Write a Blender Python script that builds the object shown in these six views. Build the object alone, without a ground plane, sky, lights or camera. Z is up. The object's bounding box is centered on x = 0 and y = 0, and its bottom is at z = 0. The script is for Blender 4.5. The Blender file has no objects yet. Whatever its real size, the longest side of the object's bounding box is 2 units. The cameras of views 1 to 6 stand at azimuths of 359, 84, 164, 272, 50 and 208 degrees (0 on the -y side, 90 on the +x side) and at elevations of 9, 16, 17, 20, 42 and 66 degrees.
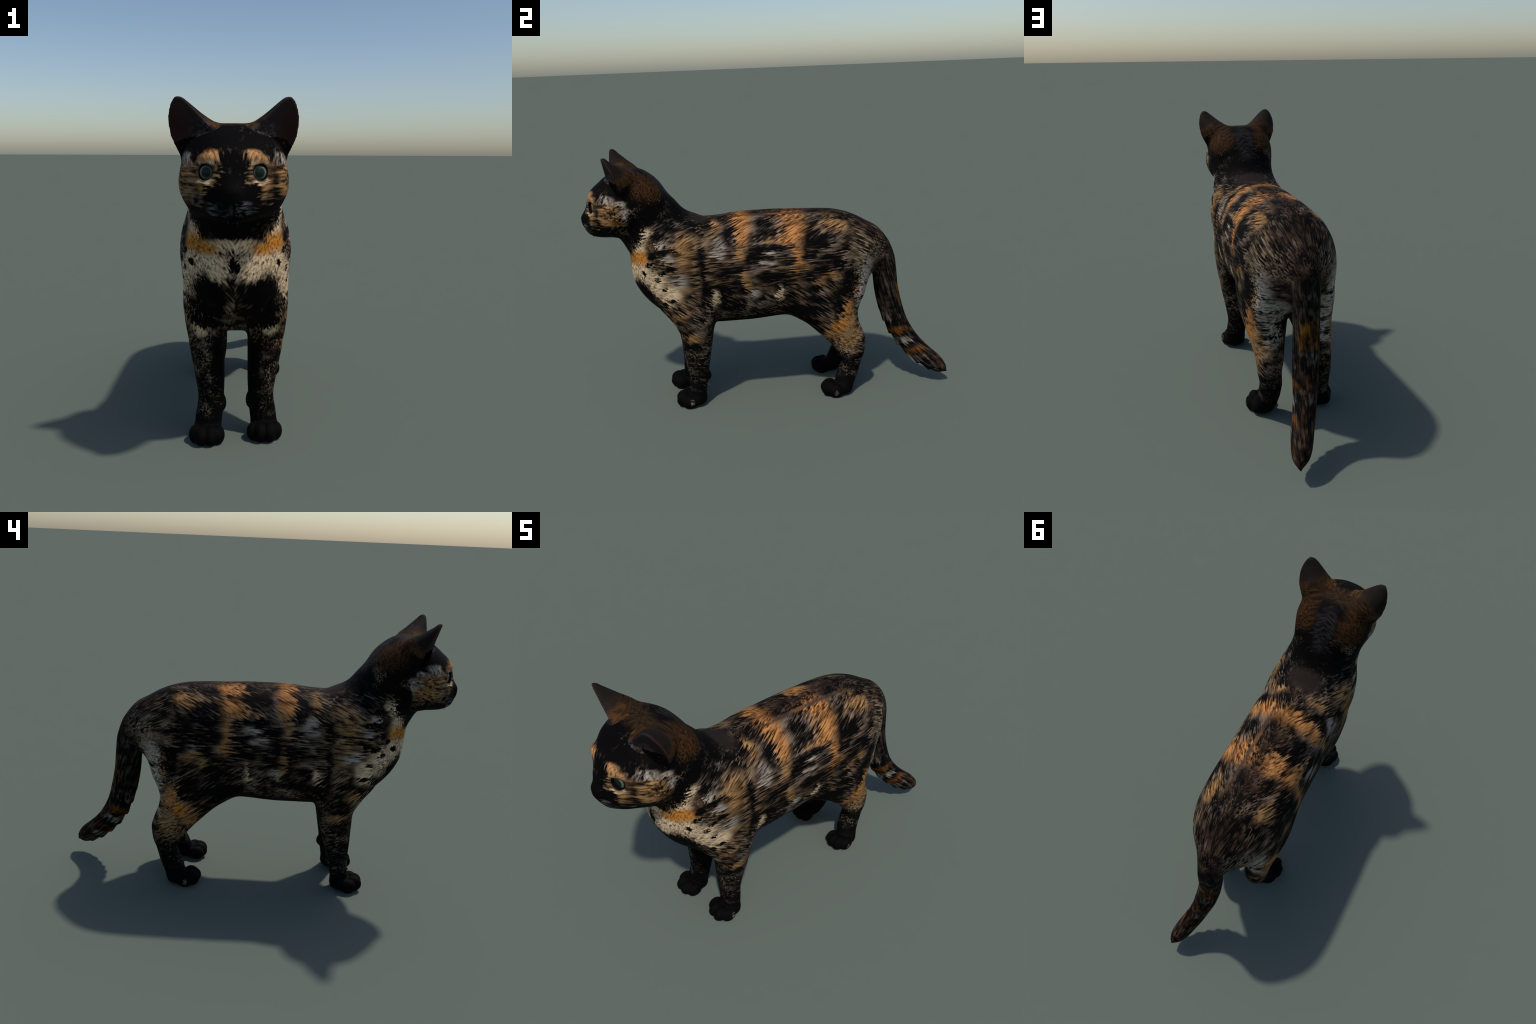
import bpy, bmesh, math
import numpy as np
from mathutils import Vector

# ------------------------------------------------------------------ helpers
STEP = 0.0055
LOW = np.array([-0.30, -1.05, -0.03])
HIGH = np.array([0.30, 1.05, 1.47])
AX = [np.arange(LOW[i], HIGH[i], STEP) for i in range(3)]
SHAPE = tuple(len(a) for a in AX)


def smooth_curve(keys, column, t):
    """Monotone cubic through the key points (t, value...) of a profile."""
    k = np.array([q[0] for q in keys], float)
    v = np.array([q[column] for q in keys], float)
    h = np.diff(k)
    d = np.diff(v) / h
    m = np.zeros(len(k))
    m[0], m[-1] = d[0], d[-1]
    for i in range(1, len(k) - 1):
        if d[i - 1] * d[i] > 0:
            w1, w2 = 2 * h[i] + h[i - 1], h[i] + 2 * h[i - 1]
            m[i] = (w1 + w2) / (w1 / d[i - 1] + w2 / d[i])
    t = np.clip(t, k[0], k[-1])
    i = np.clip(np.searchsorted(k, t) - 1, 0, len(k) - 2)
    s = (t - k[i]) / h[i]
    return ((2 * s**3 - 3 * s**2 + 1) * v[i] + (s**3 - 2 * s**2 + s) * h[i] * m[i]
            + (-2 * s**3 + 3 * s**2) * v[i + 1] + (s**3 - s**2) * h[i] * m[i + 1])


class Field:
    """A signed-distance grid that parts are blended into."""

    def __init__(self):
        self.d = np.full(SHAPE, 0.3, np.float32)

    def block(self, low, high, pad=0.05):
        sl = []
        for i in range(3):
            a = max(int((low[i] - pad - LOW[i]) / STEP), 0)
            b = min(int((high[i] + pad - LOW[i]) / STEP) + 2, SHAPE[i])
            sl.append(slice(a, b))
        X, Y, Z = np.meshgrid(AX[0][sl[0]], AX[1][sl[1]], AX[2][sl[2]], indexing="ij")
        return tuple(sl), X.astype(np.float32), Y.astype(np.float32), Z.astype(np.float32)

    def add(self, low, high, rule, k=0.03, pad=0.05):
        sl, X, Y, Z = self.block(low, high, pad)
        f = to_distance(rule(X, Y, Z))
        self.d[sl] = blend(self.d[sl], f, k)

    def cut(self, low, high, rule, k=0.006, pad=0.03):
        sl, X, Y, Z = self.block(low, high, pad)
        f = to_distance(rule(X, Y, Z))
        self.d[sl] = -blend(-self.d[sl], f, k)


def to_distance(f):
    g = np.gradient(f, STEP)
    n = np.sqrt(g[0] ** 2 + g[1] ** 2 + g[2] ** 2)
    return np.clip(f / np.clip(n, 0.25, None), -0.3, 0.3).astype(np.float32)


def blend(a, b, k):
    h = np.clip(k - np.abs(a - b), 0, None) / k
    return np.minimum(a, b) - h * h * h * k / 6


def ellipsoid(c, r, yaw=0.0, pitch=0.0):
    cy, sy, cp, sp = math.cos(yaw), math.sin(yaw), math.cos(pitch), math.sin(pitch)

    def rule(X, Y, Z):
        x, y, z = X - c[0], Y - c[1], Z - c[2]
        x, y = cy * x + sy * y, -sy * x + cy * y
        y, z = cp * y + sp * z, -sp * y + cp * z
        q = np.sqrt((x / r[0]) ** 2 + (y / r[1]) ** 2 + (z / r[2]) ** 2)
        return (q - 1) * min(r)
    return rule


def put_ellipsoid(field, c, r, k=0.03, yaw=0.0, pitch=0.0, both=False, cut=False):
    m = max(r)
    for s in ((1, -1) if both else (1,)):
        cc = (c[0] * s, c[1], c[2])
        (field.cut if cut else field.add)([q - m for q in cc], [q + m for q in cc], ellipsoid(cc, r, yaw * s, pitch), k)


def stacked(keys, axis, power=2.0):
    """Sections stacked along axis 'y' or 'z'.
    y: (y, top, bottom, half_width, widest_height 0..1)
    z: (z, front_y, back_y, inner_x, outer_x)"""
    def rule(X, Y, Z):
        T = Y if axis == "y" else Z
        t = AX[1] if axis == "y" else AX[2]
        line = Y[0, :, 0] if axis == "y" else Z[0, 0, :]
        c = [smooth_curve(keys, i, line) for i in range(1, 5)]
        sh = (1, -1, 1) if axis == "y" else (1, 1, -1)
        a, b, w, m = [q.reshape(sh).astype(np.float32) for q in c]
        lo, hi = keys[0][0], keys[-1][0]
        if axis == "y":
            mid = b + (a - b) * m
            v = np.where(Z > mid, (Z - mid) / np.maximum(a - mid, 1e-3), (mid - Z) / np.maximum(mid - b, 1e-3))
            u = np.abs(X) / np.maximum(w, 1e-3)
            size = np.minimum(w, (a - b) / 2)
        else:
            v = (Y - (a + b) / 2) / np.maximum((b - a) / 2, 1e-3)
            u = (X - (w + m) / 2) / np.maximum(np.abs(m - w) / 2, 1e-3)
            v = np.abs(v)
            u = np.abs(u)
            size = np.minimum(np.abs(m - w), (b - a)) / 2
        q = (u ** power + v ** power) ** (1 / power)
        f = (q - 1) * np.maximum(size, 0.01)
        over = np.maximum(lo - T, T - hi)
        return np.maximum(f, over)
    return rule


def tube(spine, samples=90, warp=None):
    """Elliptic tube along a curved spine: (x, y, z, half_width_x, half_thickness)."""
    s = np.array(spine, float)
    n = np.concatenate([[0], np.cumsum(np.linalg.norm(np.diff(s[:, :3], axis=0), axis=1))])
    keys = [(n[i], *s[i]) for i in range(len(s))]
    t = np.linspace(0, n[-1], samples)
    P = np.stack([smooth_curve(keys, i, t) for i in range(1, 6)], -1)

    def rule(X, Y, Z):
        best = np.full(X.shape, 1e9, np.float32)
        out = np.zeros_like(X)
        for i in range(samples - 1):
            A, B = P[i, :3], P[i + 1, :3]
            d = B - A
            L2 = d @ d
            x, y, z = X - A[0], Y - A[1], Z - A[2]
            h = np.clip((x * d[0] + y * d[1] + z * d[2]) / L2, 0, 1)
            rx, ry, rz = x - h * d[0], y - h * d[1], z - h * d[2]
            q = rx * rx + ry * ry + rz * rz
            a = P[i, 3] + h * (P[i + 1, 3] - P[i, 3])
            b = P[i, 4] + h * (P[i + 1, 4] - P[i, 4])
            if warp is not None:
                b = b * warp(t[i] + h * (t[i + 1] - t[i]), rx, ry, rz, d)
            f = np.sqrt(rx * rx / (a * a) + (ry * ry + rz * rz) / (b * b))
            f = (f - 1) * np.minimum(a, b)
            near = q < best
            best = np.where(near, q, best)
            out = np.where(near, f, out)
        return out
    return rule


# ------------------------------------------------------------------ the body
TORSO = [  # y, top, bottom, half width, widest height
    (-0.765, 0.815, 0.760, 0.020, 0.5),
    (-0.756, 0.852, 0.730, 0.058, 0.5),
    (-0.738, 0.898, 0.690, 0.104, 0.52),
    (-0.699, 0.970, 0.628, 0.158, 0.55),
    (-0.630, 1.040, 0.556, 0.200, 0.56),
    (-0.550, 1.074, 0.500, 0.219, 0.57),
    (-0.470, 1.080, 0.472, 0.226, 0.58),
    (-0.415, 1.072, 0.460, 0.230, 0.57),
    (-0.350, 1.050, 0.456, 0.231, 0.55),
    (-0.280, 1.052, 0.452, 0.231, 0.54),
    (-0.150, 1.066, 0.452, 0.232, 0.52),
    (0.000, 1.066, 0.461, 0.233, 0.51),
    (0.200, 1.058, 0.475, 0.236, 0.51),
    (0.340, 1.049, 0.492, 0.232, 0.50),
    (0.400, 1.038, 0.518, 0.224, 0.48),
    (0.480, 1.010, 0.570, 0.196, 0.48),
    (0.550, 0.970, 0.650, 0.150, 0.48),
    (0.600, 0.930, 0.700, 0.105, 0.48),
    (0.640, 0.890, 0.730, 0.065, 0.5),
    (0.665, 0.850, 0.770, 0.030, 0.5),
]
HEAD = [
    (-1.000, 1.093, 1.062, 0.012, 0.5),
    (-0.993, 1.106, 1.046, 0.030, 0.5),
    (-0.980, 1.124, 1.022, 0.040, 0.45),
    (-0.967, 1.150, 1.008, 0.057, 0.42),
    (-0.955, 1.188, 0.999, 0.077, 0.45),
    (-0.937, 1.230, 0.990, 0.106, 0.46),
    (-0.900, 1.264, 0.983, 0.142, 0.46),
    (-0.850, 1.303, 0.982, 0.178, 0.46),
    (-0.800, 1.325, 0.985, 0.192, 0.46),
    (-0.740, 1.332, 0.995, 0.195, 0.48),
    (-0.680, 1.328, 1.015, 0.191, 0.48),
    (-0.620, 1.294, 1.035, 0.174, 0.48),
    (-0.575, 1.245, 1.050, 0.146, 0.5),
    (-0.545, 1.195, 1.070, 0.100, 0.5),
    (-0.520, 1.140, 1.090, 0.035, 0.5),
]
NECK = [
    (0, -0.690, 1.125, 0.160, 0.130),
    (0, -0.660, 1.072, 0.176, 0.176),
    (0, -0.614, 0.992, 0.186, 0.185),
    (0, -0.562, 0.907, 0.200, 0.192),
    (0, -0.505, 0.830, 0.212, 0.200),
]
FORELEG = [  # z, front, back, inner, outer
    (0.020, -0.500, -0.412, 0.070, 0.182),
    (0.090, -0.494, -0.400, 0.060, 0.176),
    (0.180, -0.498, -0.386, 0.053, 0.164),
    (0.260, -0.508, -0.372, 0.050, 0.175),
    (0.350, -0.517, -0.356, 0.050, 0.192),
    (0.430, -0.526, -0.344, 0.050, 0.206),
    (0.520, -0.568, -0.324, 0.050, 0.218),
    (0.600, -0.620, -0.315, 0.050, 0.222),
    (0.700, -0.640, -0.310, 0.060, 0.212),
    (0.780, -0.600, -0.350, 0.080, 0.180),
    (0.830, -0.550, -0.400, 0.100, 0.150),
]
HINDLEG = [
    (0.015, 0.340, 0.425, 0.100, 0.206),
    (0.070, 0.340, 0.448, 0.080, 0.192),
    (0.120, 0.354, 0.470, 0.072, 0.182),
    (0.190, 0.380, 0.490, 0.068, 0.179),
    (0.240, 0.356, 0.507, 0.070, 0.186),
    (0.305, 0.308, 0.515, 0.058, 0.189),
    (0.360, 0.256, 0.501, 0.046, 0.198),
    (0.440, 0.172, 0.474, 0.022, 0.216),
    (0.480, 0.112, 0.470, 0.012, 0.225),
    (0.520, 0.060, 0.478, 0.012, 0.231),
    (0.600, 0.010, 0.508, 0.020, 0.233),
    (0.690, 0.060, 0.522, 0.020, 0.209),
    (0.780, 0.150, 0.522, 0.030, 0.180),
    (0.840, 0.220, 0.480, 0.050, 0.140),
]
TAIL = [
    (0.000, 0.560, 0.870, 0.076, 0.079),
    (0.006, 0.625, 0.800, 0.067, 0.071),
    (0.008, 0.648, 0.731, 0.064, 0.070),
    (0.010, 0.656, 0.671, 0.062, 0.069),
    (0.013, 0.665, 0.581, 0.061, 0.069),
    (0.021, 0.685, 0.479, 0.061, 0.069),
    (0.036, 0.722, 0.364, 0.060, 0.065),
    (0.052, 0.765, 0.283, 0.054, 0.063),
    (0.071, 0.812, 0.222, 0.052, 0.060),
    (0.096, 0.867, 0.167, 0.051, 0.058),
    (0.116, 0.920, 0.127, 0.047, 0.053),
    (0.132, 0.958, 0.098, 0.037, 0.041),
    (0.140, 0.980, 0.083, 0.020, 0.026),
    (0.145, 0.996, 0.070, 0.005, 0.006),
    (0.146, 1.002, 0.066, 0.002, 0.002),
]


def tail_tufts(t, rx, ry, rz, d):
    """Hair tufts step out of the underside of the lower half, like shingles."""
    under = np.clip((ry * d[2] - rz * d[1]) / (np.linalg.norm(d) * 0.05), -1, 1)
    saw = (t / 0.074) % 1.0
    return 1 + 0.20 * np.clip(under, 0, 1) * (saw ** 1.5 - 0.4) * np.clip((t - 0.42) / 0.15, 0, 1)


def ear_frame(side):
    outer = np.array([0.202, -0.752, 1.222])
    inner = np.array([0.072, -0.846, 1.322])
    tip = np.array([0.198, -0.836, 1.419])
    mid = (outer + inner) / 2
    A = tip - mid
    W = outer - inner
    hw, hl = np.linalg.norm(W) / 2, np.linalg.norm(A)
    A /= hl
    W = W - A * (W @ A)
    W /= np.linalg.norm(W)
    N = np.cross(W, A)
    if N[1] > 0:
        N = -N
    return mid, A, W, N, hw, hl


EAR = [  # height 0..1, inner edge, outer edge (along width), depth
    (-0.60, -0.095, 0.075, 0.150),
    (-0.30, -0.100, 0.083, 0.145),
    (-0.05, -0.098, 0.090, 0.130),
    (0.20, -0.076, 0.091, 0.104),
    (0.45, -0.056, 0.081, 0.070),
    (0.70, -0.038, 0.063, 0.040),
    (0.86, -0.025, 0.043, 0.023),
    (0.95, -0.014, 0.027, 0.016),
    (0.99, -0.004, 0.014, 0.008),
    (1.01, 0.003, 0.007, 0.004),
]


def ear_coordinates(X, Y, Z, side):
    mid, A, W, N, hw, hl = ear_frame(side)
    x, y, z = X * side - mid[0], Y - mid[1], Z - mid[2]
    return [(x * q[0] + y * q[1] + z * q[2]) for q in (A, W, N)], hl


def ear_shell(side, cavity):
    def rule(X, Y, Z):
        (a, w, n), hl = ear_coordinates(X, Y, Z, side)
        t = a / hl
        lo, hi, dp = (smooth_curve(EAR, i, t.ravel()).reshape(t.shape) for i in (1, 2, 3))
        c, h = (lo + hi) / 2, (hi - lo) / 2
        over = a - 1.01 * hl
        if cavity:
            open_ = np.clip((t + 0.5 * w / 0.09 + 0.22) / 0.75, 0, 1)
            open_ = open_ * open_ * (3 - 2 * open_)
            h = np.maximum(h - 0.009, 0.004)
            dp = np.maximum((dp * 0.22 - 0.002) * open_, 0.002)
            q = np.sqrt(((w - c) / h) ** 2 + ((n - 0.006) / dp) ** 2)
            f = (q - 1) * np.minimum(h, dp)
            return np.maximum(f, np.maximum(over + 0.010, -0.35 * hl - a))
        q = np.sqrt(((w - c) / h) ** 2 + (n / dp) ** 2)
        f = (q - 1) * np.minimum(h, dp)
        rim = n - 0.004
        f = -blend(-f, -rim.astype(np.float32), 0.008)
        return np.maximum(f, np.maximum(over, -0.5 * hl - a))
    return rule


FOREPAW_AHEAD = {1: 0.0, -1: 0.036}


def build_field():
    F = Field()
    F.add((-0.25, -0.79, 0.43), (0.25, 0.68, 1.08), stacked(TORSO, "y", 2.22), 0.02)
    F.add((-0.2, -0.87, 0.62), (0.2, -0.30, 1.34), tube(NECK, 24), 0.07, 0.1)
    F.add((-0.21, -1.01, 0.96), (0.21, -0.53, 1.34), stacked(HEAD, "y", 2.5), 0.05)
    for s in (1, -1):
        ahead = FOREPAW_AHEAD[s]
        keys = []
        for z, f, b, i, o in FORELEG:
            q = ahead * max(0.0, min(1.0, (0.45 - z) / 0.35))
            keys.append((z, f - q, b - q, s * i, s * o))
        F.add((-0.23 if s < 0 else 0.04, -0.68, 0.02), (-0.04 if s < 0 else 0.23, -0.27, 0.82), stacked(keys, "z", 2.2), 0.05)
        keys = [(z, f, b, s * i, s * o) for z, f, b, i, o in HINDLEG]
        F.add((-0.25 if s < 0 else 0.01, 0.10, 0.02), (-0.01 if s < 0 else 0.25, 0.58, 0.82), stacked(keys, "z", 2.2), 0.05)
        # forepaw: ball of the foot, four toes, the pad behind the wrist, the dewclaw
        y = -ahead
        put_ellipsoid(F, (s * 0.125, -0.466 + y, 0.034), (0.062, 0.060, 0.038), 0.025)
        for x, ty, r in ((0.075, -0.512, 0.030), (0.106, -0.530, 0.033), (0.145, -0.529, 0.033), (0.174, -0.500, 0.029)):
            put_ellipsoid(F, (s * x, ty + y, r + 0.003), (r * 0.94, r + 0.012, r + 0.009), 0.006)
        put_ellipsoid(F, (s * 0.110, -0.392 + y, 0.160), (0.020, 0.020, 0.028), 0.02)
        put_ellipsoid(F, (s * 0.056, -0.440 + y, 0.150), (0.014, 0.022, 0.034), 0.012)
        # hindpaw
        put_ellipsoid(F, (s * 0.156, 0.356, 0.034), (0.058, 0.066, 0.038), 0.025)
        for x, ty, r in ((0.110, 0.306, 0.029), (0.141, 0.294, 0.033), (0.177, 0.298, 0.033), (0.203, 0.328, 0.029)):
            put_ellipsoid(F, (s * x, ty, r + 0.003), (r * 0.94, r + 0.012, r + 0.009), 0.006)
    F.add((-0.08, 0.5, 0.05), (0.22, 1.01, 0.95), tube(TAIL, 70, tail_tufts), 0.05)
    # face
    put_ellipsoid(F, (0.032, -0.940, 1.034), (0.034, 0.034, 0.030), 0.02, both=True)      # whisker pads
    put_ellipsoid(F, (0.0, -0.972, 1.083), (0.022, 0.024, 0.022), 0.015)                  # nose
    put_ellipsoid(F, (0.0, -0.925, 1.000), (0.032, 0.030, 0.018), 0.02)                   # chin
    put_ellipsoid(F, (0.075, -0.910, 1.205), (0.036, 0.030, 0.024), 0.03, both=True)      # brows
    put_ellipsoid(F, (0.143, -0.800, 1.115), (0.052, 0.085, 0.075), 0.04, both=True)      # cheeks
    put_ellipsoid(F, (0.112, -0.785, 1.045), (0.056, 0.070, 0.048), 0.04, both=True)      # jaw corners
    put_ellipsoid(F, (0.100, -0.946, 1.157), (0.040, 0.022, 0.026), 0.03, both=True, cut=True, yaw=0.75)  # sockets
    put_ellipsoid(F, (0.0915, -0.9235, 1.158), (0.0285, 0.0265, 0.0245), 0.005, both=True, cut=True)  # lids
    for s in (1, -1):
        lo, hi = (0.02, -0.90, 1.12), (0.27, -0.60, 1.45)
        if s < 0:
            lo, hi = (-0.27, -0.90, 1.12), (-0.02, -0.60, 1.45)
        F.add(lo, hi, ear_shell(s, False), 0.03)
        F.cut(lo, hi, ear_shell(s, True), 0.008)
    # stand flat on the ground
    Z = AX[2].reshape(1, 1, -1).astype(np.float32)
    F.d = np.maximum(F.d, np.float32(0.0005) - Z)
    return F


def surface_net(d):
    """Naive surface nets: one vertex in every cell that the surface crosses."""
    s = d < 0
    n = tuple(q - 1 for q in d.shape)
    corners = [(i, j, k) for i in (0, 1) for j in (0, 1) for k in (0, 1)]
    cnt = np.zeros(n, np.int8)
    for i, j, k in corners:
        cnt += s[i:i + n[0], j:j + n[1], k:k + n[2]]
    cells = np.argwhere((cnt > 0) & (cnt < 8))
    idx = np.full(n, -1, np.int32)
    idx[tuple(cells.T)] = np.arange(len(cells))
    val = {c: d[cells[:, 0] + c[0], cells[:, 1] + c[1], cells[:, 2] + c[2]] for c in corners}
    acc = np.zeros((len(cells), 3))
    num = np.zeros(len(cells))
    for a in corners:
        for ax in range(3):
            if a[ax]:
                continue
            b = list(a)
            b[ax] = 1
            va, vb = val[a], val[tuple(b)]
            hit = (va < 0) != (vb < 0)
            t = np.where(hit, va / np.where(hit, va - vb, 1), 0)
            p = np.tile(np.array(a, float), (len(cells), 1))
            p[:, ax] = t
            acc += p * hit[:, None]
            num += hit
    verts = LOW + (cells + acc / num[:, None]) * STEP
    quads = []
    for ax in range(3):
        u, v = (ax + 1) % 3, (ax + 2) % 3
        A = [slice(0, q) for q in d.shape]
        B = list(A)
        A[ax], B[ax] = slice(0, d.shape[ax] - 1), slice(1, d.shape[ax])
        sa, sb = s[tuple(A)], s[tuple(B)]
        e = np.argwhere(sa != sb)
        inside = sa[tuple(e.T)]
        e = e[(e[:, u] > 0) & (e[:, v] > 0)]
        inside = sa[tuple(e.T)]
        du, dv = np.zeros(3, int), np.zeros(3, int)
        du[u], dv[v] = 1, 1
        q = np.stack([idx[tuple((e - du - dv).T)], idx[tuple((e - dv).T)], idx[tuple(e.T)], idx[tuple((e - du).T)]], 1)
        q[~inside] = q[~inside][:, ::-1]
        quads.append(q)
    return verts, np.concatenate(quads)


def relax(verts, quads, rounds, amount):
    """Taubin-free light Laplacian smoothing on quad edges."""
    e = np.concatenate([quads[:, [i, (i + 1) % 4]] for i in range(4)])
    n = np.bincount(e[:, 0], minlength=len(verts)) + np.bincount(e[:, 1], minlength=len(verts))
    for r in range(rounds):
        for f in (amount, -amount * 1.02):
            acc = np.zeros_like(verts)
            for c in range(3):
                acc[:, c] = np.bincount(e[:, 0], verts[e[:, 1], c], len(verts)) + np.bincount(e[:, 1], verts[e[:, 0], c], len(verts))
            verts = verts + f * (acc / n[:, None] - verts)
    return verts


def vertex_normals(verts, quads):
    p = verts[quads]
    fn = np.cross(p[:, 2] - p[:, 0], p[:, 3] - p[:, 1])
    out = np.zeros_like(verts)
    for i in range(4):
        for c in range(3):
            out[:, c] += np.bincount(quads[:, i], fn[:, c], len(verts))
    return out / np.maximum(np.linalg.norm(out, axis=1, keepdims=True), 1e-12)


SOFT = [  # places where two parts meet and the skin runs smoothly across: centre, radius, rounds
    ((0, -0.50, 1.12), 0.17), ((0, -0.80, 0.93), 0.10), ((0, 0.60, 0.82), 0.13), ((0.12, 0.08, 0.48), 0.14), ((-0.12, 0.08, 0.48), 0.14),
    ((0.20, -0.45, 0.74), 0.14), ((-0.20, -0.45, 0.74), 0.14), ((0.0, -0.74, 0.76), 0.08),
    ((0.10, -0.66, 1.27), 0.08), ((-0.10, -0.66, 1.27), 0.08),
]


def soften(verts, quads, rounds=60):
    w = np.zeros(len(verts))
    for c, r in SOFT:
        d = np.linalg.norm(verts - np.array(c), axis=1) / r
        w = np.maximum(w, np.clip(1.6 * (1 - d), 0, 1))
    e = np.concatenate([quads[:, [i, (i + 1) % 4]] for i in range(4)])
    keep = (w[e[:, 0]] > 0) | (w[e[:, 1]] > 0)
    e = e[keep]
    n = np.maximum(np.bincount(e[:, 0], minlength=len(verts)) + np.bincount(e[:, 1], minlength=len(verts)), 1)
    for _ in range(rounds):
        acc = np.zeros_like(verts)
        for c in range(3):
            acc[:, c] = np.bincount(e[:, 0], verts[e[:, 1], c], len(verts)) + np.bincount(e[:, 1], verts[e[:, 0], c], len(verts))
        verts = verts + (w * 0.6)[:, None] * (acc / n[:, None] - verts)
    return verts


# ------------------------------------------------------------------ materials
class Graph:
    """Small helper to write node trees as expressions."""

    def __init__(self, name):
        self.mat = bpy.data.materials.new(name)
        self.mat.use_nodes = True
        self.t = self.mat.node_tree
        self.bsdf = self.t.nodes["Principled BSDF"]

    def node(self, kind, **props):
        n = self.t.nodes.new(kind)
        for k, v in props.items():
            setattr(n, k, v)
        return n

    def plug(self, socket, v):
        if isinstance(v, bpy.types.NodeSocket):
            self.t.links.new(v, socket)
        elif isinstance(v, (tuple, list)) and socket.type == "RGBA":
            socket.default_value = (*v, 1) if len(v) == 3 else v
        else:
            socket.default_value = v

    def math(self, op, a, b=0.0, c=0.0, clamp=False):
        n = self.node("ShaderNodeMath", operation=op, use_clamp=clamp)
        for s, v in zip(n.inputs, (a, b, c)):
            self.plug(s, v)
        return n.outputs[0]

    def vec(self, op, a, b=None, c=None, scale=None):
        n = self.node("ShaderNodeVectorMath", operation=op)
        self.plug(n.inputs[0], a)
        if b is not None:
            self.plug(n.inputs[1], b)
        if c is not None:
            self.plug(n.inputs[2], c)
        if scale is not None:
            self.plug(n.inputs["Scale"], scale)
        return n.outputs["Value" if op in ("LENGTH", "DOT_PRODUCT", "DISTANCE") else "Vector"]

    def ramp(self, x, a, b, lo=0.0, hi=1.0):
        n = self.node("ShaderNodeMapRange", interpolation_type="SMOOTHSTEP")
        for i, v in zip((0, 1, 2, 3, 4), (x, a, b, lo, hi)):
            self.plug(n.inputs[i], v)
        return n.outputs[0]

    def mix(self, f, a, b):
        n = self.node("ShaderNodeMix", data_type="RGBA")
        self.plug(n.inputs[0], f)
        self.plug(n.inputs[6], a)
        self.plug(n.inputs[7], b)
        return n.outputs[2]

    def mixf(self, f, a, b):
        n = self.node("ShaderNodeMix", data_type="FLOAT")
        self.plug(n.inputs[0], f)
        self.plug(n.inputs[2], a)
        self.plug(n.inputs[3], b)
        return n.outputs[0]

    def noise(self, p, scale, detail=2.0, rough=0.55, colour=False):
        n = self.node("ShaderNodeTexNoise")
        self.plug(n.inputs["Vector"], p)
        n.inputs["Scale"].default_value = scale
        n.inputs["Detail"].default_value = detail
        n.inputs["Roughness"].default_value = rough
        return n.outputs["Color" if colour else "Fac"]

    def blobs(self, p, patches, a=1.3, b=0.65):
        """1 inside a set of soft ellipsoids (centre, radii), 0 outside."""
        best = None
        for c, r in patches:
            if isinstance(r, (int, float)):
                r = (r, r, r)
            inv = tuple(1 / q for q in r)
            d = self.vec("LENGTH", self.vec("MULTIPLY_ADD", p, inv, tuple(-q * i for q, i in zip(c, inv))))
            best = d if best is None else self.math("MINIMUM", best, d)
        return self.ramp(best, a, b)


def lin(r, g, b):
    """sRGB 0..255 to linear."""
    return tuple((c / 255 / 12.92) if c <= 10 else ((c / 255 + 0.055) / 1.055) ** 2.4 for c in (r, g, b))


# the coat: where patches sit on the (mirrored) body, centre then radii
ORANGE = [
    ((0.10, -0.155, 1.040), (0.10, 0.042, 0.050)), ((0.165, -0.160, 0.985), (0.08, 0.036, 0.052)),
    ((0.085, 0.115, 1.045), (0.06, 0.062, 0.045)), ((0.165, 0.110, 0.985), (0.08, 0.058, 0.065)),
    ((0.200, 0.080, 0.950), (0.08, 0.060, 0.022)), ((0.235, 0.125, 0.845), (0.08, 0.028, 0.080)),
    ((0.215, 0.355, 0.435), (0.08, 0.062, 0.036)), ((0.20, 0.400, 0.515), (0.07, 0.032, 0.060)),
    ((0.165, 0.310, 0.375), (0.06, 0.035, 0.030)),
]
BROW = [
    ((0.075, -0.950, 1.227), (0.034, 0.05, 0.024)), ((0.105, -0.935, 1.205), (0.022, 0.05, 0.016)),
]
TAWNY = [
    ((0.120, -0.299, 1.016), (0.06, 0.022, 0.050)), ((0.216, -0.172, 0.900), (0.07, 0.030, 0.060)),
    ((0.140, 0.340, 0.995), (0.06, 0.070, 0.035)), ((0.195, 0.465, 0.620), (0.08, 0.034, 0.060)),
    ((0.230, -0.150, 0.720), (0.06, 0.022, 0.070)), ((0.200, -0.445, 0.425), (0.06, 0.050, 0.026)),
    ((0.190, -0.510, 0.560), (0.06, 0.050, 0.030)), ((0.165, -0.460, 0.900), (0.10, 0.055, 0.110)),
    ((0.195, -0.800, 1.105), (0.06, 0.085, 0.030)), ((0.185, -0.850, 1.165), (0.05, 0.055, 0.022)),
    ((0.105, -0.930, 1.115), (0.040, 0.05, 0.020)), ((0.215, 0.300, 0.740), (0.06, 0.060, 0.030)),
    ((0.178, 0.420, 0.330), (0.05, 0.055, 0.035)), ((0.185, 0.060, 0.955), (0.05, 0.022, 0.022)), ((0.193, -0.021, 0.942), (0.05, 0.020, 0.022)),
    ((0.225, 0.245, 0.700), (0.06, 0.036, 0.026)), ((0.235, 0.160, 0.785), (0.06, 0.030, 0.020)),
]
AMBER = [
    ((0.165, -0.705, 0.888), (0.040, 0.05, 0.030)), ((0.115, -0.745, 0.868), (0.040, 0.05, 0.018)),
    ((0.200, 0.360, 0.440), (0.05, 0.022, 0.026)),
]
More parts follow.
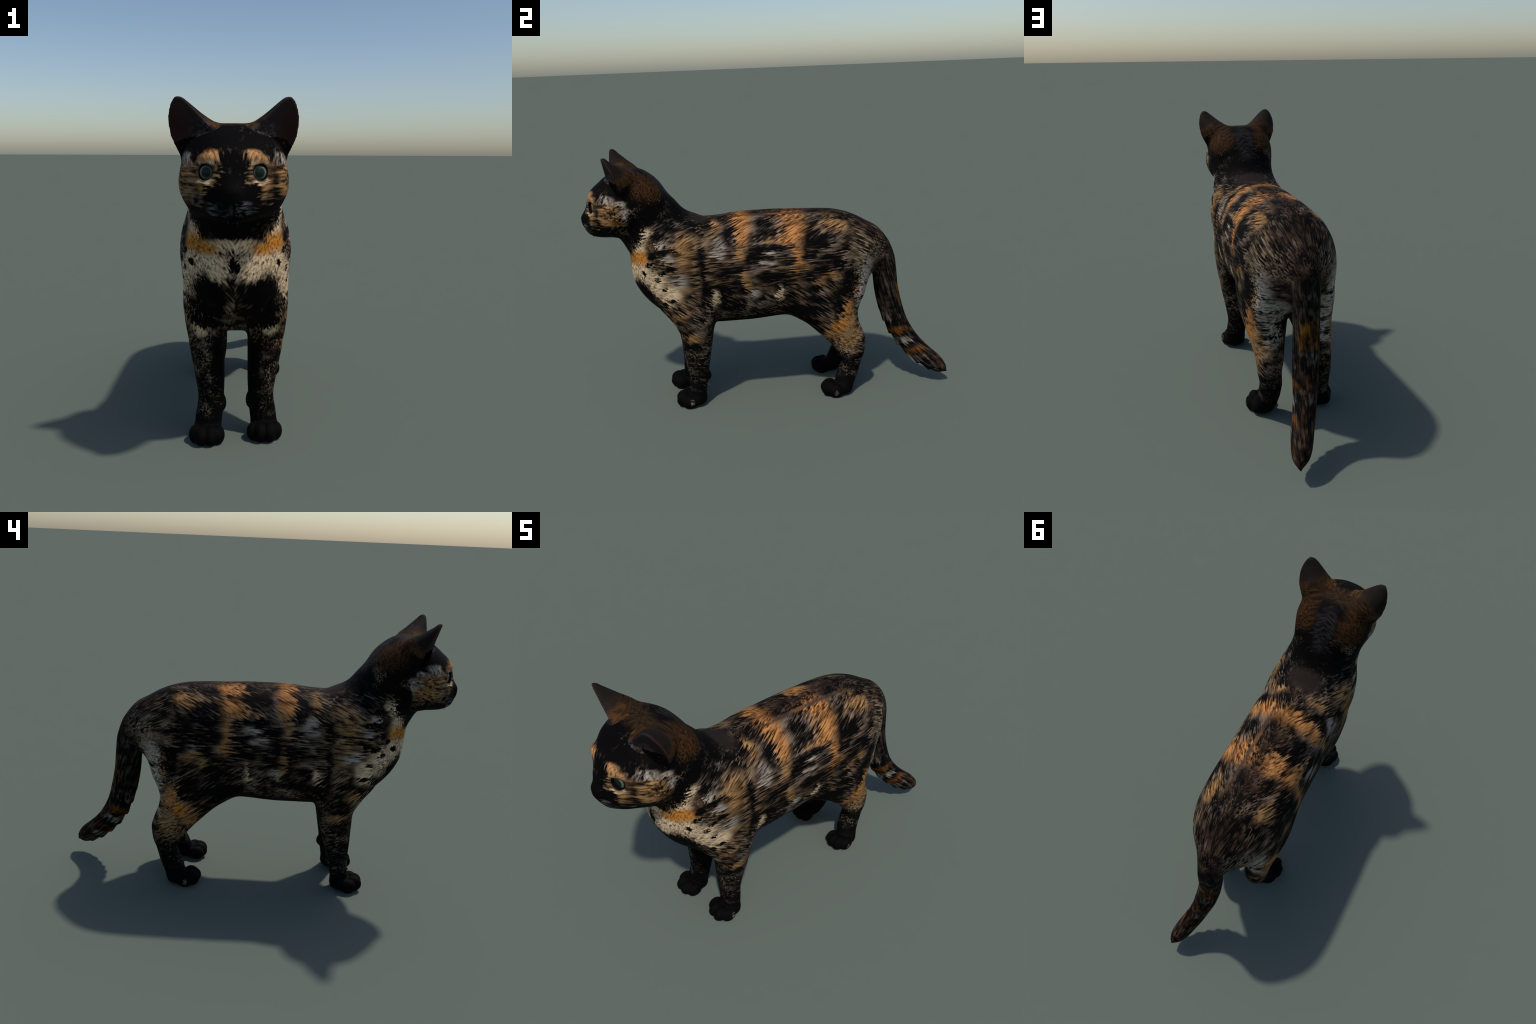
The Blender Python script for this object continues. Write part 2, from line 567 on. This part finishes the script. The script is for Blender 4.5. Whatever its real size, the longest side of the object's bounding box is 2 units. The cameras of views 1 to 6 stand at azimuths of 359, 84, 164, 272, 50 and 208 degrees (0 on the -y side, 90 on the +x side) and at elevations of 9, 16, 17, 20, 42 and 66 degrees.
CREAM = [
    ((0.10, -0.750, 0.815), (0.085, 0.08, 0.042)), ((0.035, -0.775, 0.880), (0.075, 0.06, 0.030)), ((0.06, -0.77, 0.775), (0.06, 0.06, 0.035)),
    ((0.170, -0.690, 0.810), (0.06, 0.050, 0.060)), ((0.195, -0.620, 0.750), (0.07, 0.060, 0.075)), ((0.210, -0.550, 0.690), (0.07, 0.050, 0.055)),
    ((0.165, -0.695, 0.945), (0.05, 0.030, 0.065)), ((0.170, -0.655, 1.015), (0.05, 0.026, 0.030)),
    ((0.222, -0.320, 0.655), (0.05, 0.018, 0.050)), ((0.225, 0.025, 0.655), (0.05, 0.014, 0.050)),
   
    ((0.100, -0.940, 1.192), (0.030, 0.04, 0.010)), ((0.100, -0.940, 1.128), (0.036, 0.04, 0.009)),
    ((0.150, -0.545, 0.500), (0.030, 0.05, 0.035)),
]
SILVER = [
    ((0.172, -0.840, 1.207), (0.040, 0.050, 0.022)), ((0.190, -0.760, 1.188), (0.05, 0.055, 0.014)), ((0.195, -0.735, 1.140), (0.05, 0.040, 0.030)),
    ((0.195, -0.725, 1.100), (0.05, 0.030, 0.024)),
    ((0.200, -0.285, 0.910), (0.07, 0.035, 0.050)), ((0.217, -0.005, 0.885), (0.06, 0.050, 0.018)), ((0.229, -0.030, 0.830), (0.06, 0.050, 0.016)),
    ((0.195, -0.582, 0.957), (0.05, 0.024, 0.026)), ((0.219, -0.548, 0.884), (0.05, 0.030, 0.024)), ((0.220, -0.500, 0.765), (0.06, 0.050, 0.035)),
    ((0.140, 0.480, 0.560), (0.10, 0.045, 0.080)), ((0.160, 0.505, 0.720), (0.07, 0.045, 0.085)),
    ((0.120, 0.490, 0.470), (0.10, 0.028, 0.060)), ((0.110, 0.500, 0.640), (0.08, 0.035, 0.080)), ((0.23, -0.11, 0.66), (0.05, 0.03, 0.035)),
    
]
BLACK = [
    ((0.165, -0.705, 1.060), (0.060, 0.040, 0.100)), ((0.0, -0.80, 0.955), (0.145, 0.10, 0.052)), ((0.0, -0.95, 1.02), (0.13, 0.10, 0.050)),
    ((0.12, -0.86, 0.990), (0.10, 0.12, 0.055)),
    ((0.0, -0.97, 1.12), (0.046, 0.09, 0.16)), ((0.0, -0.90, 1.285), (0.20, 0.10, 0.050)), ((0.14, -0.82, 1.265), (0.07, 0.05, 0.035)), ((0.0, -0.84, 1.31), (0.13, 0.08, 0.045)),
    ((0.195, -0.700, 1.200), (0.060, 0.050, 0.040)), ((0.175, -0.640, 1.140), (0.06, 0.055, 0.050)), ((0.060, -0.970, 1.085), (0.050, 0.05, 0.032)),
    ((0.095, -0.700, 0.690), (0.070, 0.060, 0.065)), ((0.110, -0.640, 0.600), (0.075, 0.060, 0.050)), ((0.120, -0.590, 0.540), (0.070, 0.050, 0.035)),
    ((0.0, -0.770, 0.822), (0.012, 0.05, 0.016)), ((0.010, -0.765, 0.795), (0.010, 0.05, 0.022)),
    ((0.0, -0.10, 0.440), (0.200, 0.40, 0.100)), ((0.0, 0.20, 0.480), (0.190, 0.16, 0.110)), ((0.20, 0.13, 0.55), (0.08, 0.08, 0.04)),
]
DARK = [
    ((0.139, -0.035, 1.010), (0.06, 0.050, 0.055)), ((0.165, -0.230, 0.990), (0.07, 0.026, 0.055)), ((0.217, -0.095, 0.885), (0.06, 0.045, 0.030)),
    ((0.190, -0.020, 0.910), (0.06, 0.080, 0.016)), ((0.205, 0.235, 0.925), (0.07, 0.060, 0.035)), ((0.228, 0.215, 0.845), (0.06, 0.070, 0.028)),
    ((0.232, -0.020, 0.765), (0.06, 0.080, 0.030)), ((0.223, -0.375, 0.880), (0.06, 0.022, 0.060)), ((0.229, -0.375, 0.760), (0.06, 0.018, 0.060)),
    ((0.218, -0.380, 0.640), (0.06, 0.020, 0.075)), ((0.231, 0.350, 0.800), (0.05, 0.026, 0.045)), ((0.215, 0.395, 0.700), (0.05, 0.028, 0.080)),
    ((0.228, 0.190, 0.655), (0.06, 0.045, 0.030)), ((0.214, 0.240, 0.560), (0.07, 0.070, 0.055)), ((0.215, 0.340, 0.570), (0.06, 0.030, 0.060)),
    ((0.231, -0.250, 0.780), (0.05, 0.035, 0.030)), ((0.228, -0.24, 0.690), (0.05, 0.040, 0.020)), ((0.210, -0.23, 0.600), (0.05, 0.07, 0.035)),
    ((0.208, -0.570, 0.925), (0.04, 0.035, 0.014)), ((0.198, -0.630, 0.892), (0.04, 0.024, 0.014)), ((0.190, -0.600, 1.000), (0.05, 0.045, 0.014)),
    ((0.197, -0.460, 0.360), (0.06, 0.060, 0.026)),
]
SPOTS = [
    ((0.164, -0.688, 0.810), (0.048, 0.013, 0.012)), ((0.194, -0.626, 0.778), (0.048, 0.016, 0.012)), ((0.212, -0.590, 0.810), (0.048, 0.020, 0.013)), ((0.205, -0.576, 0.725), (0.048, 0.016, 0.012)),
    ((0.204, -0.548, 0.656), (0.048, 0.022, 0.012)), ((0.185, -0.655, 0.850), (0.048, 0.013, 0.010)), ((0.215, -0.54, 0.83), (0.048, 0.022, 0.014)),
]
BARS = [
    ((0.13, 0.50, 0.665), (0.12, 0.05, 0.011)), ((0.13, 0.48, 0.585), (0.12, 0.05, 0.009)), ((0.12, 0.48, 0.520), (0.12, 0.05, 0.010)), ((0.12, 0.49, 0.445), (0.10, 0.04, 0.008)),
]
MIRROR_EYE = (0.0915, -0.9235, 1.158)


def fur_material():
    g = Graph("fur")
    pos = g.node("ShaderNodeTexCoord").outputs["Object"]
    sep = g.node("ShaderNodeSeparateXYZ")
    g.plug(sep.inputs[0], pos)
    x, y, z = sep.outputs
    ax = g.math("ABSOLUTE", x)
    com = g.node("ShaderNodeCombineXYZ")
    for i, v in enumerate((ax, y, z)):
        g.plug(com.inputs[i], v)
    m = com.outputs[0]                       # mirrored position
    # the two sides share patches but not single hairs
    shifted = g.vec("ADD", m, g.vec("SCALE", (3.7, 1.3, 2.1), scale=g.math("GREATER_THAN", x, 0.0)))

    def strands(direction, scale=125.0, stretch=9.0, detail=2.0, rough=0.6):
        n = math.sqrt(sum(q * q for q in direction))
        d = tuple(q / n for q in direction)
        dot = g.vec("DOT_PRODUCT", shifted, d)
        p = g.vec("MULTIPLY_ADD", d, g.vec("SCALE", (1, 1, 1), scale=g.math("MULTIPLY", dot, 1 / stretch - 1)), shifted)
        return g.noise(p, scale, detail, rough)

    # hair direction by region, cross-faded
    s = strands((0.0, 1.0, 0.04))
    s = g.mixf(g.ramp(z, 0.88, 0.96), s, strands((-0.35, 0.85, 0.32)))
    low = g.math("ADD", z, g.math("MULTIPLY", g.math("MAXIMUM", y, 0.0), -0.10))
    s = g.mixf(g.ramp(low, 0.74, 0.64), s, strands((0.0, 0.82, -0.57)))
    rump = g.math("MULTIPLY", g.ramp(y, 0.36, 0.46), g.ramp(z, 0.76, 0.84))
    s = g.mixf(rump, s, strands((-0.15, 0.85, -0.45)))
    rear = g.math("MULTIPLY", g.ramp(y, 0.36, 0.44), g.math("MULTIPLY", g.ramp(z, 0.80, 0.72), g.ramp(z, 0.20, 0.28)))
    s = g.mixf(rear, s, strands((-0.80, 0.50, 0.06)))
    nape = g.math("MULTIPLY", g.ramp(z, 1.06, 1.12), g.ramp(y, -0.78, -0.72))
    s = g.mixf(nape, s, strands((0.85, 0.40, -0.22)))
    chest = g.math("MULTIPLY", g.ramp(y, -0.62, -0.70), g.ramp(z, 0.98, 0.93))
    s = g.mixf(chest, s, strands((-0.55, 0.35, -0.75), stretch=9.0))
    face = g.math("MULTIPLY", g.ramp(y, -0.77, -0.83), g.ramp(z, 0.97, 1.01))
    f_dir = g.mixf(g.ramp(z, 1.17, 1.20), strands((0.72, 0.68, 0.03), scale=95), strands((0.25, 0.25, 0.9), scale=95, stretch=6))
    s = g.mixf(face, s, f_dir)
    leg = g.math("MULTIPLY", g.ramp(z, 0.42, 0.34), g.ramp(y, 0.56, 0.52))
    s = g.mixf(leg, s, strands((-0.35, 0.75, -0.35), stretch=5))
    tail = g.ramp(g.math("SUBTRACT", g.math("MULTIPLY", g.math("SUBTRACT", y, 0.60), 0.45), g.math("MULTIPLY", g.math("SUBTRACT", z, 0.80), 0.89)), 0.02, 0.06)
    tail = g.math("MULTIPLY", tail, g.ramp(y, 0.575, 0.59))
    t_dir = g.mixf(g.ramp(z, 0.36, 0.30), strands((0.05, 0.30, -0.95), scale=85), strands((0.2, 0.75, -0.6), scale=85))
    s = g.mixf(tail, s, t_dir)

    # patch borders are ragged: they follow the hairs and a broad wobble
    wob = g.vec("SUBTRACT", g.noise(shifted, 9.0, 2.0, 0.5, colour=True), (0.5, 0.5, 0.5))
    wob2 = g.vec("SUBTRACT", g.noise(shifted, 28.0, 1.0, 0.5, colour=True), (0.5, 0.5, 0.5))
    hair = g.math("SUBTRACT", s, 0.5)
    q = g.vec("MULTIPLY_ADD", wob, (0.03, 0.04, 0.04), m)
    q = g.vec("MULTIPLY_ADD", wob2, (0.012, 0.018, 0.018), q)
    drift = g.mix(chest, (0.02, 0.13, -0.03), (-0.10, 0.05, -0.13))
    drift = g.mix(rear, drift, (-0.13, 0.07, 0.0))
    drift = g.mix(g.ramp(z, 0.88, 0.96), drift, (-0.04, 0.11, 0.045))
    q = g.vec("ADD", q, g.vec("SCALE", drift, scale=hair))
    sharp = g.vec("MULTIPLY_ADD", wob2, (0.010, 0.010, 0.010), m)      # less wobble, for the face
    sharp = g.vec("ADD", sharp, g.vec("SCALE", (0.03, 0.04, 0.03), scale=hair))
    onface = g.ramp(y, -0.70, -0.76)
    n = g.node("ShaderNodeMix", data_type="VECTOR")
    g.plug(n.inputs[0], onface)
    g.plug(n.inputs[4], q)
    g.plug(n.inputs[5], sharp)
    q = n.outputs[1]

    # ---- light-hair colour and density, layer on layer
    broad = g.noise(shifted, 6.0, 2.0, 0.5)
    colour = g.mix(g.ramp(broad, 0.42, 0.60), lin(134, 107, 80), lin(146, 126, 108))
    density = g.ramp(broad, 0.30, 0.70, 0.28, 0.50)

    def layer(mask, rgb, d):
        nonlocal colour, density
        if rgb is not None:
            colour = g.mix(mask, colour, rgb)
        density = g.mixf(mask, density, d)

    zone = lambda patches, a=1.55, b=0.45: g.blobs(q, patches, a, b)
    # large zones
    layer(zone([((0.19, -0.45, 0.85), (0.12, 0.12, 0.25))]), lin(160, 128, 92), 0.52)
    layer(zone([((0.17, 0.52, 0.83), (0.10, 0.13, 0.12))]), lin(164, 140, 112), 0.52)
    layer(zone([((0.0, 0.15, 1.08), (0.085, 0.42, 0.06)), ((0.0, 0.54, 0.98), (0.09, 0.12, 0.12)), ((0.02, 0.66, 0.85), (0.06, 0.10, 0.16))]), lin(92, 70, 54), 0.42)
    layer(zone([((0.0, -0.15, 1.075), (0.09, 0.06, 0.05))]), lin(120, 82, 40), 0.5)
    legs = g.math("MULTIPLY", g.ramp(z, 0.40, 0.30), g.ramp(y, 0.60, 0.56))
    layer(g.math("MULTIPLY", legs, g.ramp(y, 0.0, -0.1)), lin(150, 130, 108), 0.33)
    layer(g.math("MULTIPLY", g.ramp(z, 0.28, 0.20), g.ramp(y, 0.60, 0.56)), lin(128, 116, 96), 0.24)
    layer(zone([((0.19, -0.79, 1.14), (0.08, 0.12, 0.085)), ((0.11, -0.93, 1.15), (0.07, 0.06, 0.065))]), lin(166, 126, 82), 0.50)
    layer(zone([((0.10, -0.51, 1.06), (0.14, 0.13, 0.10))]), lin(120, 108, 98), 0.30)
    layer(zone([((0.0, -0.74, 1.27), (0.26, 0.20, 0.125)), ((0.0, -0.52, 1.14), (0.15, 0.10, 0.10))], 1.3, 0.7), lin(84, 70, 58), 0.14)
    layer(zone([((0.19, 0.40, 0.40), (0.09, 0.10, 0.13))]), lin(190, 150, 104), 0.62)
    # patches
    layer(zone(TAWNY), lin(186, 140, 90), 0.60)
    layer(zone(SILVER), lin(192, 176, 160), 0.66)
    layer(zone([((0.14, 0.495, 0.60), (0.12, 0.04, 0.17))], 1.3, 0.6), lin(206, 190, 172), 0.80)
    layer(zone(CREAM), lin(258, 224, 180), 0.82)
    layer(zone(ORANGE, 1.8, 0.3), lin(216, 147, 85), 0.70)
    layer(zone(BROW), lin(224, 164, 108), 0.80)
    layer(zone(AMBER, 2.1, 0.3), lin(230, 148, 56), 0.86)
    layer(zone(DARK), lin(132, 114, 98), 0.20)
    layer(zone(SPOTS, 1.5, 0.6), None, 0.02)
    layer(zone(BARS, 1.9, 0.2), None, 0.36)
    layer(zone(BLACK, 1.35, 0.6), None, 0.02)
    layer(g.blobs(sharp, [((0.03, -0.975, 1.035), (0.10, 0.06, 0.030))]), lin(120, 120, 124), 0.30)
    # inner sides of the legs and the paws are plain black
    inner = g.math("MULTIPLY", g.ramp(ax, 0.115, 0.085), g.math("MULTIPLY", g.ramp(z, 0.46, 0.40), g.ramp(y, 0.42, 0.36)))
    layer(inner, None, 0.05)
    layer(g.math("MULTIPLY", g.ramp(g.math("SUBTRACT", z, g.math("MULTIPLY", hair, 0.05)), 0.105, 0.075), g.ramp(y, 0.55, 0.5)), lin(46, 40, 34), 0.06)
    layer(g.blobs(m, [((0.212, -0.485, 0.045), (0.025, 0.026, 0.026)), ((0.235, 0.325, 0.035), (0.018, 0.018, 0.022))]), lin(150, 138, 114), 0.46)
    # tail: dark, with paired light and amber rings near the end
    layer(tail, lin(86, 74, 62), 0.40)
    tz = g.math("ADD", g.math("SUBTRACT", z, g.math("MULTIPLY", g.math("SUBTRACT", y, 0.70), 0.45)), g.math("MULTIPLY", hair, 0.10))
    ringed = g.math("MULTIPLY", tail, g.ramp(z, 0.62, 0.55))

    def ring(centre, half, rgb, d):
        w = g.math("ABSOLUTE", g.math("SUBTRACT", tz, centre))
        layer(g.math("MULTIPLY", ringed, g.ramp(w, half * 1.3, half * 0.6)), rgb, d)
    ring(0.43, 0.034, lin(120, 108, 100), 0.46)
    ring(0.375, 0.020, None, 0.20)
    ring(0.315, 0.028, lin(136, 82, 32), 0.48)
    ring(0.250, 0.028, lin(160, 150, 138), 0.52)
    ring(0.200, 0.014, None, 0.24)
    ring(0.155, 0.024, lin(140, 84, 32), 0.50)
    ring(0.100, 0.024, lin(150, 136, 126), 0.46)
    ring(0.030, 0.045, lin(110, 96, 90), 0.36)
    upper = g.math("MULTIPLY", ringed, g.ramp(g.math("ADD", g.math("MULTIPLY", g.math("SUBTRACT", y, 0.86), 0.8), g.math("MULTIPLY", g.math("SUBTRACT", z, 0.235), 0.6)), -0.035, 0.0))
    layer(g.math("MULTIPLY", g.math("MULTIPLY", upper, 0.85), g.ramp(z, 0.48, 0.36)), lin(92, 66, 44), 0.42)
    layer(g.math("MULTIPLY", tail, g.blobs(q, [((0.03, 0.735, 0.55), (0.05, 0.028, 0.085))])), lin(130, 84, 28), 0.46)

    # black hair against light hair, hair by hair
    clump = g.noise(g.vec("ADD", g.vec("MULTIPLY", shifted, (1.0, 0.55, 1.0)), g.vec("SCALE", drift, scale=hair)), 24.0, 2.0, 0.55)
    shade = g.math("MULTIPLY_ADD", g.math("SUBTRACT", density, 0.5), 2.3, 0.5)
    shade = g.math("MULTIPLY_ADD", hair, 3.0, shade)
    shade = g.math("MULTIPLY_ADD", g.math("SUBTRACT", clump, 0.5), 2.6, shade)
    shade = g.ramp(shade, -0.15, 1.3)
    tint = g.math("MULTIPLY_ADD", hair, 3.0, 0.92)
    tint = g.math("MINIMUM", g.math("MAXIMUM", tint, 0.35), 1.35)
    light = g.vec("SCALE", colour, scale=g.math("MULTIPLY", tint, 0.60))
    out = g.mix(shade, lin(8, 6, 6), light)

    # head back and ear backs: dark brown with little contrast, black stripe down the middle
    brown = g.mix(g.ramp(s, 0.36, 0.64), lin(28, 19, 11), lin(68, 43, 20))
    back = g.blobs(q, [((0.125, -0.635, 1.250), (0.085, 0.100, 0.075)), ((0.13, -0.70, 1.30), (0.07, 0.07, 0.06))])
    out = g.mix(g.math("MULTIPLY", back, g.ramp(ax, 0.035, 0.065)), out, brown)
    crown = g.blobs(sharp, [((0.0, -0.755, 1.335), (0.16, 0.055, 0.035))])
    out = g.mix(crown, out, g.mix(g.ramp(s, 0.3, 0.7), lin(26, 19, 13), lin(58, 41, 25)))
    centre = g.blobs(q, [((0.0, -0.60, 1.24), (0.055, 0.12, 0.10))])
    out = g.mix(centre, out, g.mix(g.ramp(s, 0.35, 0.7), lin(12, 11, 12), lin(50, 45, 44)))
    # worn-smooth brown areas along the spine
    smear = g.blobs(m, [((0.0, -0.385, 1.065), (0.105, 0.055, 0.05))], 1.45, 0.55)
    out = g.mix(smear, out, lin(40, 33, 29))
    line = g.blobs(pos, [((0.062, 0.06, 1.06), (0.012, 0.26, 0.05))], 1.3, 0.5)
    out = g.mix(g.math("MULTIPLY", line, 0.8), out, g.mix(g.ramp(g.noise(m, 10.0), 0.4, 0.6), lin(60, 50, 42), lin(110, 76, 44)))
    # eye rims
    rim = g.vec("DISTANCE", m, MIRROR_EYE)
    out = g.mix(g.math("MULTIPLY", g.ramp(rim, 0.041, 0.035), g.ramp(s, 0.42, 0.56)), out, lin(96, 78, 56))
    out = g.mix(g.ramp(rim, 0.0335, 0.0300), out, lin(8, 7, 7))

    g.plug(g.bsdf.inputs["Base Color"], out)
    g.bsdf.inputs["Roughness"].default_value = 0.75
    g.bsdf.inputs["Specular IOR Level"].default_value = 0.05
    bump = g.node("ShaderNodeBump")
    bump.inputs["Strength"].default_value = 0.25
    bump.inputs["Distance"].default_value = 0.004
    g.plug(bump.inputs["Height"], s)
    g.plug(g.bsdf.inputs["Normal"], bump.outputs[0])
    return g.mat


def ear_material(side):
    """Thin-haired ear: brown-black back, pinkish dark bare inside, pale tufts at the inner base."""
    g = Graph("ear_fur")
    pos = g.node("ShaderNodeTexCoord").outputs["Object"]
    mid, A, W, N, hw, hl = ear_frame(side)
    flip = np.array([side, 1, 1])

    def along(axis):
        c = tuple(float(q) for q in axis * flip)
        return g.math("SUBTRACT", g.vec("DOT_PRODUCT", pos, c), float(np.dot(mid, axis)))
    a, w, n = along(A), along(W), along(N)
    nor = g.vec("DOT_PRODUCT", g.node("ShaderNodeNewGeometry").outputs["Normal"], tuple(float(q) for q in N * flip))
    front = g.ramp(nor, -0.05, 0.30)
    p = g.vec("MULTIPLY", pos, (1.0, 0.35, 1.0))
    s = g.noise(p, 60.0, 3.0, 0.6)
    back = g.mix(g.ramp(a, 0.10, 0.0), lin(30, 25, 21), g.mix(g.ramp(s, 0.36, 0.64), lin(44, 30, 17), lin(86, 56, 25)))
    bare = g.mix(g.ramp(w, -0.02, 0.05), lin(50, 41, 41), lin(52, 34, 33))
    inside = g.mix(g.math("MULTIPLY", g.ramp(w, 0.03, -0.02), g.ramp(a, 0.09, 0.02)), bare,
                   g.mix(g.ramp(s, 0.45, 0.62), lin(32, 28, 29), lin(66, 60, 62)))
    out = g.mix(front, back, inside)
    g.plug(g.bsdf.inputs["Base Color"], out)
    g.bsdf.inputs["Roughness"].default_value = 0.7
    g.bsdf.inputs["Specular IOR Level"].default_value = 0.05
    return g.mat


def nose_material():
    g = Graph("nose_leather")
    pos = g.node("ShaderNodeTexCoord").outputs["Object"]
    g.plug(g.bsdf.inputs["Base Color"], g.mix(g.noise(pos, 120.0, 2.0), lin(4, 3, 3), lin(11, 9, 8)))
    g.bsdf.inputs["Roughness"].default_value = 0.8
    g.bsdf.inputs["Specular IOR Level"].default_value = 0.05
    return g.mat


def eye_material(gaze):
    g = Graph("eye")
    pos = g.node("ShaderNodeTexCoord").outputs["Object"]
    d = g.vec("NORMALIZE", pos)
    c = g.vec("DOT_PRODUCT", d, gaze)
    ang = g.math("ARCCOSINE", c)
    iris = g.mix(g.noise(g.vec("MULTIPLY", pos, (1, 1, 1)), 90.0, 3.0), lin(66, 72, 64), lin(108, 113, 100))  # iris tones darkened to put the shade over the eyes into their colour
    out = g.mix(g.ramp(ang, 0.48, 0.38), iris, lin(12, 26, 18))
    out = g.mix(g.ramp(ang, 0.60, 0.67), out, lin(16, 16, 14))
    g.plug(g.bsdf.inputs["Base Color"], out)
    g.bsdf.inputs["Roughness"].default_value = 0.35
    g.bsdf.inputs["Specular IOR Level"].default_value = 0.25
    return g.mat


# ------------------------------------------------------------------ parts
def region_of(c):
    """Which anatomical part a face centre belongs to."""
    x, y, z = c[:, 0], c[:, 1], c[:, 2]
    side = np.where(x > 0, 1, -1)
    part = np.full(len(c), "torso", dtype=object)
    # neck: between two slanted planes
    along = (y + 0.60) * -0.42 + (z - 0.93) * 0.91
    part[(y < -0.36) & (along > 0.0)] = "neck"
    head = ((y + 0.70) * -0.62 + (z - 1.06) * 0.78 > 0.0) & (y < -0.5)
    part[head] = "head"
    fore = (z < 0.47) & (y < -0.27)
    part[fore] = "foreleg"
    hind = (z < 0.40 + 0.5 * np.clip(y - 0.25, -0.2, 0.25)) & (y > 0.1) & (y < 0.58) & (np.abs(x) > 0.03)
    part[hind] = "hindleg"
    part[(part == "foreleg") & (z < 0.085)] = "forepaw"
    part[(part == "hindleg") & (z < 0.085)] = "hindpaw"
    along_tail = (y - 0.60) * 0.45 - (z - 0.80) * 0.89
    part[(along_tail > 0.02) & (y > 0.57 + 0.0 * z)] = "tail"
    ear = np.zeros(len(c), bool)
    for s in (1, -1):
        mid, A, W, N, hw, hl = ear_frame(s)
        p = np.stack([x * s, y, z], 1) - mid
        a = p @ A
        ear |= (a > 0.012 - 0.25 * np.minimum(p @ N, 0) * 0) & (x * s > 0.03) & (y > -0.90) & (p @ N > -0.075) & (np.abs(p @ W) < 0.12)
    part[ear & (part == "head")] = "ear"
    nose = (np.abs(x) < 0.005 + (z - 1.058) * 0.5) & (y < -0.965) & (z > 1.058) & (z < 1.098)
    part[nose] = "nose"
    return part, side


def make_object(name, verts, faces, normals, material, parent):
    used, inv = np.unique(faces, return_inverse=True)
    me = bpy.data.meshes.new(name)
    me.from_pydata(verts[used].tolist(), [], inv.reshape(-1, 4).tolist())
    me.polygons.foreach_set("use_smooth", np.ones(len(me.polygons), bool))
    me.materials.append(material)
    me.normals_split_custom_set_from_vertices(normals[used].tolist())
    ob = bpy.data.objects.new(name, me)
    bpy.context.scene.collection.objects.link(ob)
    ob.parent = parent
    return ob


EYE_RADIUS = 0.042


def add_eye(side, head):
    gaze = Vector((0.30 * side, -0.95, 0.02)).normalized()
    me = bpy.data.meshes.new("eye")
    bm = bmesh.new()
    bmesh.ops.create_uvsphere(bm, u_segments=48, v_segments=32, radius=EYE_RADIUS)
    bm.to_mesh(me)
    bm.free()
    me.polygons.foreach_set("use_smooth", np.ones(len(me.polygons), bool))
    me.materials.append(eye_material(tuple(gaze)))
    ob = bpy.data.objects.new("eye", me)
    bpy.context.scene.collection.objects.link(ob)
    ob.location = Vector((0.0930 * side, -0.9300, 1.158)) - gaze * EYE_RADIUS
    ob.parent = head


def add_fangs(head):
    """Two tiny tooth tips showing under the lip."""
    g = Graph("tooth")
    g.bsdf.inputs["Base Color"].default_value = (*lin(40, 36, 32), 1)
    me = bpy.data.meshes.new("fang")
    bm = bmesh.new()
    bmesh.ops.create_cone(bm, cap_ends=True, segments=10, radius1=0.0022, radius2=0.0004, depth=0.022)
    bm.to_mesh(me)
    bm.free()
    me.materials.append(g.mat)
    for q in (1, -1):
        ob = bpy.data.objects.new("fang", me)
        bpy.context.scene.collection.objects.link(ob)
        ob.rotation_euler = (math.pi, 0, 0)
        ob.location = (0.016 * q, -0.948, 0.990)
        ob.parent = head


def build():
    cat = bpy.data.objects.new("standing_cat", None)
    bpy.context.scene.collection.objects.link(cat)
    cat["label"] = "short-haired tortoiseshell cat standing on four legs, tail down"
    cat["category"] = "cat"
    F = build_field()
    verts, quads = surface_net(F.d)
    verts = relax(verts, quads, 6, 0.5)
    verts = soften(verts, quads)
    normals = vertex_normals(verts, quads)
    part, side = region_of(verts[quads].mean(1))
    fur = fur_material()
    nose = nose_material()
    ears = {q: ear_material(q) for q in (1, -1)}
    made = {}
    for name, parent in (("torso", None), ("neck", None), ("head", None), ("tail", None), ("nose", "head"),
                         ("ear", "head"), ("foreleg", None), ("hindleg", None), ("forepaw", "foreleg"), ("hindpaw", "hindleg")):
        paired = name in ("ear", "foreleg", "hindleg", "forepaw", "hindpaw")
        for s in ((1, -1) if paired else (0,)):
            pick = (part == name) & ((side == s) if s else True)
            if not pick.any():
                continue
            up = made.get((parent, s), made.get((parent, 0), cat))
            made[(name, s)] = make_object(name, verts, quads[pick], normals, {'ear': ears[s] if name == 'ear' else None, 'nose': nose}.get(name, fur), up)
    head = made[("head", 0)]
    for q in (1, -1):
        add_eye(q, head)
    add_fangs(head)
    return made


build()
